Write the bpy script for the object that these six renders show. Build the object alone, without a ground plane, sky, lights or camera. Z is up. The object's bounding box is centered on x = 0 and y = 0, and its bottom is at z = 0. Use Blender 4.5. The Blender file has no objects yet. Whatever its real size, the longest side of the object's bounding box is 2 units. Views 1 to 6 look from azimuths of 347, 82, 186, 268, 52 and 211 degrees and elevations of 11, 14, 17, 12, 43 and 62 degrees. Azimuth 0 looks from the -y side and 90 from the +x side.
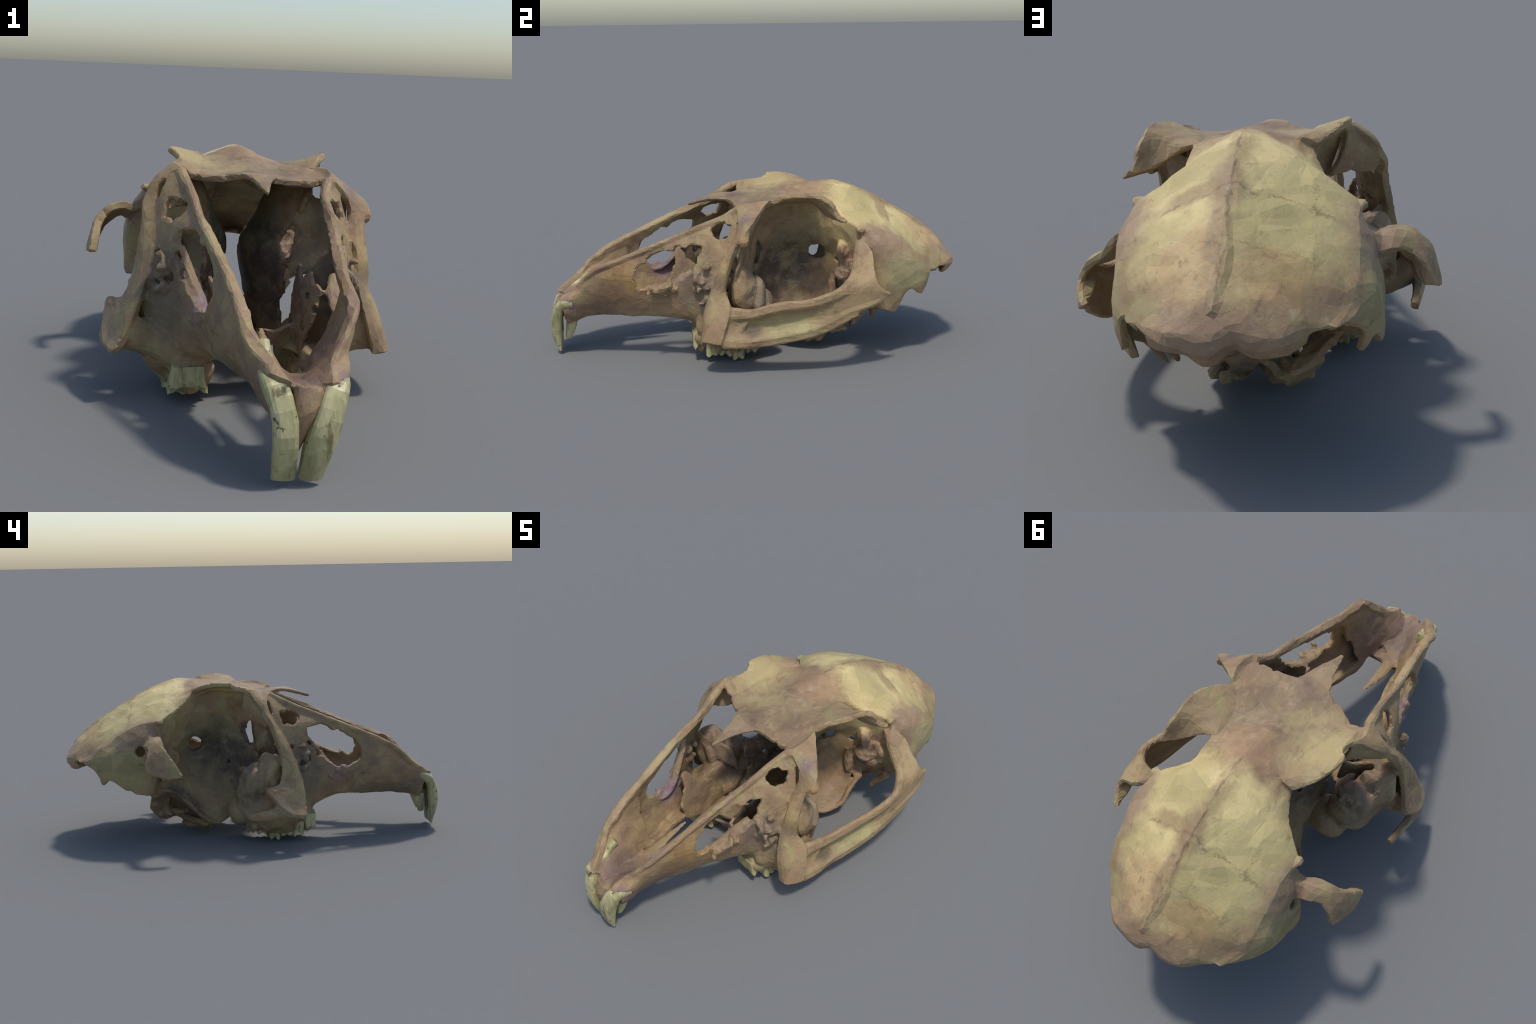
"""Weathered, broken skull of a hare-like animal: thin bone shells lofted through
measured profiles, fused into one surface, faceted, then split into named parts."""
import bpy, bmesh, math
import numpy as np
from mathutils import Vector, noise, kdtree

rng = np.random.default_rng(7)
VOX = 0.0072

# ------------------------------------------------------------------ helpers
def spline(P, n):
    """Catmull-Rom through the points P (k,3), n samples evenly spaced by length."""
    P = np.asarray(P, float)
    if len(P) == 2:
        t = np.linspace(0, 1, n)[:, None]
        return P[0] * (1 - t) + P[1] * t
    E = np.vstack([2 * P[0] - P[1], P, 2 * P[-1] - P[-2]])
    out = []
    for i in range(len(P) - 1):
        a, b, c, d = E[i:i + 4]
        t = np.linspace(0, 1, 12, endpoint=False)[:, None]
        out.append(0.5 * (2 * b + (c - a) * t + (2 * a - 5 * b + 4 * c - d) * t ** 2 + (3 * b - a - 3 * c + d) * t ** 3))
    out = np.vstack(out + [P[-1:]])
    s = np.r_[0, np.cumsum(np.linalg.norm(np.diff(out, axis=0), axis=1))]
    u = np.linspace(0, s[-1], n)
    return np.stack([np.interp(u, s, out[:, k]) for k in range(3)], 1)

def inside(poly, a, b):
    c = np.zeros(a.shape, bool)
    p = np.asarray(poly, float)
    for i in range(len(p)):
        x1, y1 = p[i]
        x2, y2 = p[i - 1]
        hit = ((y1 > b) != (y2 > b)) & (a < (x2 - x1) * (b - y1) / (y2 - y1 + 1e-12) + x1)
        c ^= hit
    return c

def nz(p, f, seed=0.0):
    return noise.noise(Vector((p[0] * f + seed, p[1] * f - seed, p[2] * f + 2 * seed)))

PIECES = []          # (label, verts, faces)

def add(label, V, F):
    PIECES.append((label, np.asarray(V, float), [tuple(f) for f in F]))

def sheet(label, rows, thick=0.024, holes=(), polys=(), rag=(), step=0.011, ragdepth=0.03, rough=0.0, pits=None, side=1, ref=(.02, None, .42)):
    """A bone plate lofted through `rows` of points; `holes` are (centre, radii) ellipsoids
    and `polys` are outlines in the y-z plane to leave open; `rag` names broken edges."""
    L = max(np.linalg.norm(np.diff(np.asarray(r, float), axis=0), axis=1).sum() for r in rows)
    m = max(4, int(L / step))
    G = np.stack([spline(r, m) for r in rows])
    W = np.linalg.norm(np.diff(G, axis=0), axis=2).sum(0).max()
    n = max(4, int(W / step))
    G = np.stack([spline(G[:, j], n) for j in range(m)], 1)
    if rough:
        G = G + np.array([[[nz(p, 18, 3), nz(p, 18, 9), nz(p, 18, 15)] for p in r] for r in G]) * rough
    du, dv = np.gradient(G, axis=0), np.gradient(G, axis=1)
    N = np.cross(du, dv)
    N /= np.linalg.norm(N, axis=2, keepdims=True) + 1e-9
    C = (G[:-1, :-1] + G[1:, :-1] + G[:-1, 1:] + G[1:, 1:]) / 4
    keep = np.ones(C.shape[:2], bool)
    for c, r in holes:
        wob = np.array([[nz(p, 22, 5) for p in row] for row in C]) * 0.35
        keep &= (((C - np.array(c)) / np.array(r)) ** 2).sum(2) > 1 + wob
    for poly in polys:
        wob = np.array([[nz(p, 30, 11) for p in row] for row in C]) * 0.012
        keep &= ~inside(poly, C[:, :, 1] + wob, C[:, :, 2] - wob)
    if pits:
        f, thr, cc, rr = pits
        for i in range(C.shape[0]):
            for j in range(C.shape[1]):
                if (((C[i, j] - cc) / rr) ** 2).sum() < 1 and nz(C[i, j], f, 21) > thr:
                    keep[i, j] = False
    I, J = np.indices(keep.shape)
    for e in rag:
        d, k = {"top": (J * L / m, I), "bottom": ((keep.shape[1] - 1 - J) * L / m, I),
                "first": (I * W / n, J), "last": ((keep.shape[0] - 1 - I) * W / n, J)}[e]
        for i in range(keep.shape[0]):
            for j in range(keep.shape[1]):
                a = 0.5 + 0.9 * nz(C[i, j], 16, 31) + 0.35 * nz(C[i, j], 45, 2)
                if d[i, j] < ragdepth * max(0, a):
                    keep[i, j] = False
    # side=1: the control surface is the outer face, bone grows toward the skull axis; -1 away; 0 centred
    tgt = np.stack([np.full(G.shape[:2], ref[0]), G[..., 1] if ref[1] is None else np.full(G.shape[:2], ref[1]), np.full(G.shape[:2], ref[2])], 2)
    if (N * (tgt - G)).sum() < 0:
        N = -N
    c = side * (thick / 2 + .0015)
    A, B = (G + N * (c + thick / 2)).reshape(-1, 3), (G + N * (c - thick / 2)).reshape(-1, 3)
    nv, F = n * m, []
    idx = lambda i, j: i * m + j
    for i in range(n - 1):
        for j in range(m - 1):
            if not keep[i, j]:
                continue
            q = [idx(i, j), idx(i + 1, j), idx(i + 1, j + 1), idx(i, j + 1)]
            F.append(q)
            F.append([x + nv for x in reversed(q)])
            for (di, dj), (s, t) in (((-1, 0), (q[3], q[0])), ((1, 0), (q[1], q[2])), ((0, -1), (q[0], q[1])), ((0, 1), (q[2], q[3]))):
                a, b = i + di, j + dj
                if a < 0 or b < 0 or a >= n - 1 or b >= m - 1 or not keep[a, b]:
                    F.append([t, s, s + nv, t + nv])
    used = np.zeros(2 * nv, bool)
    for f in F:
        used[list(f)] = True
    remap = np.cumsum(used) - 1
    V = np.vstack([A, B])[used]
    add(label, V, [[int(remap[x]) for x in f] for f in F])

def tube(label, pts, rad, seg=12, flat=1.0, up=(0, 0, 1), shift=(0, 0, 0)):
    """Bar swept along pts; rad is one radius per point; flat squeezes it along `up`."""
    P = np.asarray(pts, float) + np.array(shift)
    L = np.linalg.norm(np.diff(P, axis=0), axis=1).sum()
    n = max(6, int(L / 0.015))
    S = spline(P, n)
    R = np.interp(np.linspace(0, 1, n), np.linspace(0, 1, len(rad)), rad)
    T = np.gradient(S, axis=0)
    T /= np.linalg.norm(T, axis=1, keepdims=True)
    V, F = [], []
    for i in range(n):
        a = np.cross(T[i], up); a /= np.linalg.norm(a) + 1e-9
        b = np.cross(a, T[i])
        for k in range(seg):
            w = 2 * math.pi * k / seg
            V.append(S[i] + R[i] * (math.cos(w) * a + flat * math.sin(w) * b))
    for i in range(n - 1):
        for k in range(seg):
            F.append([i * seg + k, i * seg + (k + 1) % seg, (i + 1) * seg + (k + 1) % seg, (i + 1) * seg + k])
    F.append(list(range(seg))[::-1])
    F.append([(n - 1) * seg + k for k in range(seg)])
    add(label, V, F)

def blob(label, c, r, bump=0.12, f=9, tilt=0.0):
    bm = bmesh.new()
    bmesh.ops.create_icosphere(bm, subdivisions=4, radius=1.0)
    ct, st = math.cos(tilt), math.sin(tilt)
    V = []
    for v in bm.verts:
        k = 1 + bump * nz(v.co * np.array(r).max() + Vector(c), f, 4) if bump else 1
        p = np.array(v.co) * np.array(r) * k
        V.append([c[0] + p[0], c[1] + p[1] * ct - p[2] * st, c[2] + p[1] * st + p[2] * ct])
    F = [[v.index for v in f_.verts] for f_ in bm.faces]
    bm.free()
    add(label, V, F)

def crumble(label, c, r, n, size, seed):
    """n irregular grains of broken bone scattered in the ellipsoid c, r."""
    g = np.random.default_rng(seed)
    for _ in range(n):
        d = g.normal(size=3); d *= g.random() ** .4 / np.linalg.norm(d)
        k = size * (.6 + .8 * g.random(3))
        blob(label, tuple(np.array(c) + d * np.array(r)), tuple(k), bump=.6, f=30)

def flip(rows, s=0.03):
    return [[(s - x, y, z) for x, y, z in r] for r in rows]

# ------------------------------------------------------------------ skull roof
CRANIUM, BROW, SNOUT, CHEEK, SOCKET, PALATE, ORBIT = "cranium", "brow", "snout", "cheekbone", "tooth_socket", "palate", "eye_socket"

def vault_row(l, top, r, n=4, pz=(1.35, 1.12), py=2.0):
    l, top, r = map(np.array, (l, top, r))
    out = []
    for k in range(-n, n + 1):
        t = abs(k) / n
        e = l if k < 0 else r
        p = top + (e - top) * np.array([t, t ** py, t ** (pz[0] if k < 0 else pz[1])])
        out.append(tuple(p))
    out[n] = tuple(np.array(out[n]) + (0, 0, 0.004))
    return out

roof_back = [(-.165, .31, .760), (-.13, .3, .777), (-.08, .3, .793), (-.03, .3, .808), (.03, .3, .820), (.08, .3, .802), (.12, .3, .786), (.16, .3, .772), (.195, .31, .760)]
sheet(BROW, [
    [(-.25, -.07, .78), (-.2, -.068, .748), (-.13, -.1, .75), (-.06, -.13, .766), (.01, -.155, .768), (.07, -.13, .755), (.12, -.115, .745), (.19, -.11, .738), (.268, -.10, .742)],
    [(-.245, 0, .795), (-.19, 0, .768), (-.105, -.014, .757), (-.04, -.01, .757), (.018, -.012, .762), (.07, 0, .753), (.13, 0, .745), (.2, 0, .747), (.265, .02, .757)],
    [(-.23, .09, .80), (-.18, .1, .787), (-.12, .1, .772), (-.05, .1, .772), (.022, .1, .783), (.07, .1, .770), (.12, .1, .759), (.18, .1, .767), (.225, .1, .77)],
    [(-.2, .2, .805), (-.15, .2, .796), (-.1, .2, .784), (-.04, .2, .792), (.027, .2, .806), (.07, .2, .79), (.12, .2, .774), (.17, .2, .766), (.21, .2, .770)],
    roof_back], thick=0.026, rag=("first",), ragdepth=0.02)
# broken spike of the forehead that points over the open nose
sheet(BROW, [[(-.07, -.125, .766), (.01, -.13, .768), (.085, -.12, .752)],
             [(-.045, -.18, .762), (.012, -.19, .766), (.06, -.18, .752)],
             [(-.025, -.25, .744), (.005, -.25, .748), (.03, -.25, .742)],
             [(-.008, -.316, .724), (0, -.317, .726), (.008, -.314, .724)]], thick=0.018, rag=("top", "bottom"), ragdepth=0.012)
# brow wings
sheet(BROW, [[(.2, .05, .755), (.235, .05, .758), (.266, .055, .762)],
             [(.19, .12, .767), (.245, .115, .782), (.29, .11, .802)],
             [(.19, .2, .771), (.265, .19, .79), (.334, .185, .815)],
             [(.19, .275, .768), (.27, .265, .775), (.341, .26, .81)],
             [(.25, .305, .735), (.30, .30, .755), (.340, .31, .79)],
             [(.295, .335, .705), (.325, .335, .725), (.349, .345, .76)],
             [(.343, .37, .692), (.352, .367, .703), (.362, .365, .715)],
             [(.38, .402, .686), (.384, .402, .689), (.386, .40, .692)]], thick=0.026)
sheet(BROW, [[(-.18, -.02, .765), (-.215, -.02, .785), (-.245, -.01, .80)],
             [(-.17, .06, .785), (-.215, .06, .795), (-.247, .062, .806)],
             [(-.17, .11, .793), (-.225, .11, .81), (-.268, .112, .834)],
             [(-.16, .16, .8), (-.225, .16, .822), (-.276, .158, .832)],
             [(-.16, .21, .805), (-.215, .21, .82), (-.257, .212, .824)],
             [(-.14, .26, .803), (-.19, .262, .808), (-.233, .264, .806)],
             [(-.12, .31, .8), (-.155, .315, .785), (-.185, .312, .772)]], thick=0.024, rag=("bottom",), ragdepth=0.018)

# braincase vault
nuchal = [(-.25, .892, .43), (-.19, .93, .42), (-.14, .968, .412), (-.065, .985, .40), (-.012, .976, .418), (.045, .996, .39), (.103, .988, .400), (.16, .972, .409), (.205, .935, .41), (.248, .885, .412)]
def fwd(row, dz, dy):
    k = lambda x: max(.12, 1 - (abs(x - .02) / .25) ** 2)
    return [(x, y + dy * k(x), z + dz * k(x)) for x, y, z in row]
sheet(CRANIUM, [roof_back,
    vault_row((-.222, .395, .686), (.03, .385, .818), (.238, .392, .676), pz=(1.6, 1.6)),
    vault_row((-.305, .465, .644), (.033, .475, .794), (.318, .462, .634), pz=(1.6, 1.5)),
    vault_row((-.305, .55, .630), (.035, .565, .756), (.332, .55, .615), pz=(1.45, 1.2)),
    vault_row((-.308, .64, .600), (.036, .655, .710), (.328, .64, .575)),
    vault_row((-.312, .73, .532), (.036, .745, .652), (.316, .725, .512), pz=(1.5, 1.3)),
    vault_row((-.300, .79, .498), (.036, .835, .587), (.305, .79, .450), pz=(1.75, 1.55)),
    vault_row((-.274, .85, .458), (.036, .925, .514), (.284, .838, .413), pz=(2.0, 1.8)),
    fwd(nuchal, .045, -.003), nuchal], thick=0.03, rough=0.006)
tube(CRANIUM, shift=(0, 0, -.007), pts=[(.042, .36, .807), (.038, .48, .788), (.036, .6, .736), (.034, .74, .652), (.025, .82, .6), (.03, .9, .538), (.038, .96, .488)], rad=[.008, .016, .018, .016, .022, .02, .006], flat=.8)
tube(CRANIUM, nuchal[1:-1], [.004, .011, .012, .01, .014, .012, .013, .004], flat=.9, shift=(0, -.010, .002))
# nape lip that curls back under the rim
lip = nuchal[1:-1]
sheet(CRANIUM, [[(x, y - .012, z) for x, y, z in lip], [(x * .97, y - .034, z - .028 - .01 * math.sin(x * 40)) for x, y, z in lip], [(x * .9, y - .085, z - .012) for x, y, z in lip]], thick=0.018, side=0, rag=("last",), ragdepth=.04)

blob(CRANIUM, (.328, .472, .63), (.016, .024, .016), bump=.3, f=20)
blob(CRANIUM, (-.31, .472, .636), (.016, .024, .016), bump=.3, f=20)

# side walls below the temporal ridge
sheet(CRANIUM, [[(-.31, .465, .64), (-.30, .46, .57), (-.29, .47, .47), (-.27, .48, .37), (-.25, .5, .26)],
    [(-.303, .545, .632), (-.345, .53, .56), (-.365, .53, .46), (-.372, .53, .36), (-.37, .526, .262)],
    [(-.308, .63, .605), (-.35, .62, .54), (-.372, .62, .46), (-.376, .63, .37), (-.372, .62, .275)],
    [(-.312, .72, .54), (-.355, .715, .49), (-.368, .715, .44), (-.368, .72, .395), (-.36, .725, .345)],
    [(-.305, .77, .51), (-.345, .765, .465), (-.352, .765, .43), (-.345, .77, .38), (-.322, .768, .308)],
    [(-.28, .84, .465), (-.31, .83, .45), (-.325, .815, .43), (-.325, .81, .405), (-.32, .8, .385)],
    [(-.25, .9, .435), (-.262, .895, .43), (-.272, .885, .425), (-.28, .87, .42), (-.285, .855, .415)]],
    thick=0.024, holes=[((-.36, .565, .5), (.05, .028, .032))], rag=("bottom",), ragdepth=0.015, rough=.004)
sheet(CRANIUM, [[(.33, .465, .632), (.31, .46, .57), (.3, .47, .47), (.28, .48, .37), (.24, .52, .2)],
    [(.332, .545, .615), (.362, .54, .56), (.372, .54, .46), (.375, .55, .36), (.365, .583, .236)],
    [(.328, .64, .575), (.352, .63, .53), (.362, .63, .46), (.36, .63, .36), (.322, .65, .212)],
    [(.316, .72, .515), (.342, .71, .48), (.35, .7, .43), (.35, .7, .38), (.34, .705, .32)],
    [(.308, .77, .475), (.328, .765, .45), (.338, .76, .41), (.335, .765, .36), (.311, .78, .295)],
    [(.295, .83, .42), (.3, .825, .415), (.305, .82, .4), (.305, .815, .38), (.3, .81, .36)]],
    thick=0.024, rag=("bottom",), ragdepth=0.018, rough=.004)

# ------------------------------------------------------------------ eye socket walls
wall_R = [
    [(.25, -.03, .745), (.225, -.03, .65), (.195, -.03, .55), (.175, -.03, .45), (.165, -.03, .35), (.158, -.03, .25), (.155, -.03, .17)],
    [(.262, .02, .75), (.215, .015, .65), (.18, .01, .55), (.15, .01, .45), (.14, .01, .35), (.14, .01, .25), (.14, .01, .15)],
    [(.235, .1, .765), (.172, .1, .66), (.132, .1, .56), (.09, .1, .45), (.085, .1, .35), (.1, .1, .22), (.125, .11, .11)],
    [(.2, .2, .765), (.155, .2, .66), (.112, .2, .56), (.055, .2, .46), (.06, .2, .36), (.092, .2, .22), (.155, .21, .065)],
    [(.195, .3, .757), (.167, .3, .66), (.127, .3, .56), (.062, .3, .46), (.068, .3, .36), (.105, .3, .22), (.185, .3, .1)],
    [(.235, .385, .68), (.208, .37, .61), (.168, .37, .54), (.12, .37, .46), (.118, .37, .36), (.15, .37, .27), (.195, .37, .185)],
    [(.322, .46, .632), (.29, .45, .56), (.26, .44, .49), (.23, .44, .43), (.225, .44, .36), (.21, .44, .29), (.205, .44, .235)],
    [(.33, .475, .62), (.315, .47, .56), (.3, .48, .49), (.29, .49, .43), (.28, .49, .37), (.25, .5, .27), (.235, .51, .19)]]
sheet(ORBIT, wall_R, thick=0.02, rough=.007, holes=[((.172, 0, .5), (.07, .034, .062)), ((.06, .308, .475), (.08, .036, .045))], rag=("first", "top"), ragdepth=.03,
      pits=(30, .42, np.array((.2, .42, .35)), np.array((.15, .1, .16))))
wall_L = [
    [(-.235, -.03, .75), (-.21, -.03, .65), (-.185, -.03, .55), (-.175, -.03, .45), (-.17, -.03, .35), (-.16, -.03, .25), (-.15, -.03, .17)],
    [(-.24, .02, .76), (-.195, .015, .65), (-.165, .01, .55), (-.155, .01, .45), (-.152, .01, .35), (-.15, .01, .25), (-.14, .01, .15)],
    [(-.215, .1, .78), (-.15, .1, .66), (-.122, .1, .56), (-.11, .1, .45), (-.12, .1, .35), (-.142, .1, .22), (-.135, .11, .10)],
    [(-.18, .2, .785), (-.135, .2, .66), (-.09, .2, .56), (-.05, .2, .46), (-.08, .2, .36), (-.122, .2, .22), (-.175, .21, .06)],
    [(-.165, .3, .757), (-.145, .3, .66), (-.105, .3, .56), (-.04, .3, .46), (-.062, .3, .36), (-.108, .3, .25), (-.2, .3, .145)],
    [(-.2, .37, .70), (-.185, .37, .61), (-.145, .37, .54), (-.095, .37, .46), (-.1, .37, .36), (-.135, .37, .28), (-.2, .37, .205)],
    [(-.305, .46, .645), (-.27, .45, .56), (-.235, .44, .49), (-.2, .44, .43), (-.2, .44, .36), (-.21, .45, .3), (-.225, .46, .24)],
    [(-.308, .48, .63), (-.3, .48, .56), (-.29, .48, .49), (-.28, .48, .43), (-.27, .49, .37), (-.255, .5, .3), (-.25, .52, .22)]]
sheet(ORBIT, wall_L, thick=0.02, rough=.007, holes=[((-.155, .02, .555), (.07, .05, .07)), ((-.05, .305, .478), (.06, .036, .042))], rag=("first", "top"), ragdepth=.03,
      pits=(34, .44, np.array((-.14, .05, .3)), np.array((.15, .15, .2))))
# crumbled bone at the back of the right socket
for c, r in (((.22, .40, .40), (.05, .035, .035)), ((.285, .452, .425), (.05, .03, .03)), ((.235, .40, .50), (.035, .025, .05)), ((.165, .37, .33), (.022, .02, .07)), ((.25, .43, .35), (.03, .025, .03)),
             ((-.20, .42, .42), (.035, .03, .06)), ((-.265, .46, .40), (.03, .025, .08))):
    blob(ORBIT, c, r, bump=.55, f=26)
# front wall of the orbit, from the column in to the septum
sheet(ORBIT, [[(.27, .02, .745), (.255, .01, .745), (.24, 0, .74)], [(.35, -.04, .66), (.28, -.02, .655), (.215, .0, .65)],
    [(.36, -.08, .58), (.27, -.045, .57), (.185, -.01, .55)], [(.365, -.11, .49), (.26, -.06, .48), (.165, -.02, .45)], [(.36, -.13, .42), (.26, -.08, .41), (.165, -.03, .38)]],
    thick=.016, side=0, rough=.01, holes=[((.275, 0, .69), (.035, .1, .03))])
sheet(ORBIT, [[(-.375, -.145, .49), (-.29, -.11, .47), (-.20, -.06, .44)], [(-.37, -.16, .42), (-.27, -.11, .41), (-.175, -.06, .38)], [(-.37, -.16, .36), (-.27, -.11, .35), (-.17, -.05, .3)]], thick=.016, side=0, rough=.014, rag=("first",))
sheet(ORBIT, [[(-.25, .03, .79), (-.235, .05, .70), (-.185, .06, .61)], [(-.3, -.03, .74), (-.285, -.01, .68), (-.245, 0, .62)], [(-.345, -.05, .70), (-.345, -.06, .65), (-.335, -.075, .6)]], thick=.02, side=0, rag=("bottom",), ragdepth=.02)
# torn plates that line the nose above the palate (inner walls of the tooth sockets)
sheet(ORBIT, [[(-.20, -.42, .45), (-.175, -.42, .37), (-.15, -.42, .29), (-.14, -.43, .22)], [(-.19, -.34, .46), (-.17, -.34, .38), (-.15, -.34, .28), (-.14, -.34, .19)],
              [(-.18, -.25, .38), (-.165, -.25, .32), (-.15, -.25, .25), (-.15, -.25, .17)], [(-.17, -.14, .29), (-.165, -.14, .26), (-.155, -.14, .22), (-.155, -.14, .16)]], thick=.016, side=0, rag=("first", "last", "top"), ragdepth=.04, rough=.008)
sheet(ORBIT, [[(.19, -.40, .42), (.175, -.40, .36), (.155, -.40, .29), (.125, -.41, .2)], [(.175, -.31, .46), (.155, -.31, .38), (.14, -.31, .29), (.13, -.32, .18)],
              [(.165, -.2, .48), (.15, -.2, .4), (.14, -.2, .3), (.14, -.2, .17)], [(.175, -.1, .45), (.165, -.1, .38), (.155, -.1, .28), (.155, -.1, .16)]], thick=.016, side=0, rag=("first", "last", "top"), ragdepth=.05, rough=.008,
      pits=(20, .35, np.array((.16, -.2, .38)), np.array((.1, .2, .2))))

# ------------------------------------------------------------------ snout
snout_R = [
    [(.045, -.952, .292), (.09, -.938, .272), (.096, -.93, .235), (.082, -.925, .195), (.055, -.915, .16), (.03, -.9, .15)],
    [(.06, -.88, .335), (.115, -.875, .32), (.115, -.872, .275), (.095, -.87, .22), (.065, -.865, .178), (.03, -.86, .18)],
    [(.115, -.825, .395), (.135, -.82, .365), (.12, -.82, .295), (.095, -.82, .23), (.07, -.82, .197), (.03, -.82, .2)],
    [(.165, -.765, .462), (.163, -.77, .39), (.138, -.77, .3), (.105, -.77, .235), (.076, -.76, .203), (.03, -.77, .215)],
    [(.173, -.69, .49), (.184, -.69, .41), (.162, -.69, .32), (.125, -.69, .245), (.09, -.694, .202), (.05, -.69, .215)],
    [(.18, -.605, .52), (.202, -.6, .43), (.188, -.6, .33), (.148, -.6, .245), (.118, -.61, .2), (.045, -.6, .22)],
    [(.193, -.5, .565), (.214, -.5, .47), (.215, -.5, .35), (.182, -.5, .255), (.145, -.5, .203), (.08, -.5, .22)],
    [(.208, -.4, .608), (.24, -.4, .52), (.25, -.39, .41), (.232, -.4, .3), (.19, -.405, .205), (.12, -.4, .205)],
    [(.223, -.3, .647), (.278, -.29, .56), (.283, -.3, .44), (.27, -.3, .3), (.228, -.325, .205), (.15, -.33, .18)],
    [(.236, -.2, .69), (.297, -.19, .61), (.33, -.225, .45), (.335, -.235, .33), (.30, -.24, .2), (.24, -.28, .12)],
    [(.262, -.09, .745), (.315, -.1, .69), (.36, -.14, .5), (.365, -.19, .4), (.35, -.2, .27), (.28, -.2, .15)]]
fen_R = [(-.518, .503), (-.455, .53), (-.391, .556), (-.325, .575), (-.262, .570), (-.29, .5), (-.318, .445), (-.36, .408), (-.44, .372), (-.515, .37), (-.543, .35), (-.572, .362), (-.588, .412), (-.565, .465)]
slot_R = [(-.23, .635), (-.208, .667), (-.158, .677), (-.131, .669), (-.153, .622), (-.191, .6)]
sheet(SNOUT, snout_R, thick=0.026, polys=[fen_R, slot_R], rough=.004,
      pits=(30, .2, np.array((.31, -.25, .42)), np.array((.08, .07, .085))))
tube(SNOUT, [(.268, -.09, .742), (.237, -.159, .697), (.228, -.235, .669), (.22, -.311, .641), (.207, -.385, .607), (.196, -.462, .577), (.186, -.537, .546), (.173, -.614, .513), (.17, -.691, .486), (.16, -.768, .455), (.112, -.83, .388), (.07, -.876, .333)],
     [.022, .018, .016, .014, .014, .014, .015, .015, .014, .013, .012, .01], shift=(.002, 0, -.008))
snout_L = [
    [(-.07, -.965, .30), (-.125, -.94, .318), (-.14, -.925, .275), (-.132, -.91, .23), (-.115, -.9, .185), (-.09, -.885, .16)],
    [(-.13, -.875, .37), (-.165, -.865, .35), (-.16, -.86, .29), (-.148, -.855, .235), (-.122, -.85, .19), (-.09, -.85, .185)],
    [(-.17, -.82, .415), (-.175, -.82, .37), (-.165, -.82, .295), (-.142, -.82, .225), (-.118, -.81, .196), (-.07, -.81, .2)],
    [(-.178, -.765, .455), (-.182, -.77, .38), (-.17, -.77, .3), (-.143, -.77, .228), (-.118, -.77, .2), (-.07, -.77, .21)],
    [(-.19, -.69, .503), (-.202, -.69, .41), (-.19, -.69, .31), (-.155, -.69, .24), (-.125, -.69, .207), (-.09, -.69, .215)],
    [(-.2, -.605, .541), (-.222, -.6, .44), (-.215, -.6, .33), (-.178, -.6, .25), (-.148, -.6, .207), (-.09, -.6, .22)],
    [(-.208, -.5, .587), (-.238, -.5, .48), (-.24, -.5, .36), (-.215, -.5, .27), (-.182, -.5, .218), (-.115, -.5, .225)],
    [(-.222, -.4, .63), (-.255, -.4, .54), (-.268, -.4, .42), (-.25, -.4, .3), (-.21, -.4, .213), (-.15, -.4, .2)],
    [(-.228, -.3, .667), (-.285, -.3, .59), (-.3, -.3, .46), (-.3, -.3, .3), (-.26, -.31, .19), (-.17, -.33, .16)],
    [(-.23, -.2, .705), (-.3, -.19, .63), (-.34, -.21, .5), (-.37, -.225, .37), (-.36, -.23, .25), (-.28, -.28, .12)],
    [(-.25, -.08, .78), (-.315, -.09, .72), (-.35, -.11, .62), (-.375, -.17, .48), (-.40, -.2, .33), (-.33, -.2, .18)]]
fen_L = [(-.278, .595), (-.341, .608), (-.414, .582), (-.481, .552), (-.535, .51), (-.569, .45), (-.553, .395), (-.5, .37), (-.44, .367), (-.40, .40), (-.33, .452), (-.292, .5), (-.274, .548)]
slot_L = [(-.13, .683), (-.18, .682), (-.222, .668), (-.236, .635), (-.2, .604), (-.16, .62)]
sheet(SNOUT, snout_L, thick=0.026, polys=[fen_L, slot_L], rough=.004,
      holes=[((-.33, -.262, .427), (.06, .03, .026)), ((-.33, -.245, .475), (.06, .018, .015))],
      pits=(30, .24, np.array((-.33, -.24, .47)), np.array((.09, .06, .1))))
tube(SNOUT, [(-.25, -.075, .765), (-.226, -.215, .697), (-.226, -.312, .66), (-.219, -.399, .625), (-.21, -.474, .592), (-.2, -.546, .56), (-.19, -.612, .531), (-.187, -.681, .499), (-.18, -.739, .468), (-.177, -.79, .425), (-.165, -.84, .375), (-.13, -.9, .335)],
     [.022, .018, .016, .014, .014, .014, .015, .015, .015, .014, .013, .012], shift=(-.004, 0, -.004))
# broken inner lip that hangs in the left window
tube(SNOUT, [(-.275, -.28, .54), (-.25, -.34, .46), (-.225, -.40, .39), (-.215, -.46, .35), (-.23, -.53, .36), (-.23, -.575, .42)], [.014, .018, .02, .018, .014, .01], flat=.5)
tube(SNOUT, [(.235, -.31, .45), (.21, -.38, .4), (.2, -.47, .365), (.195, -.55, .35)], [.014, .018, .016, .012], flat=.6)

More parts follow.
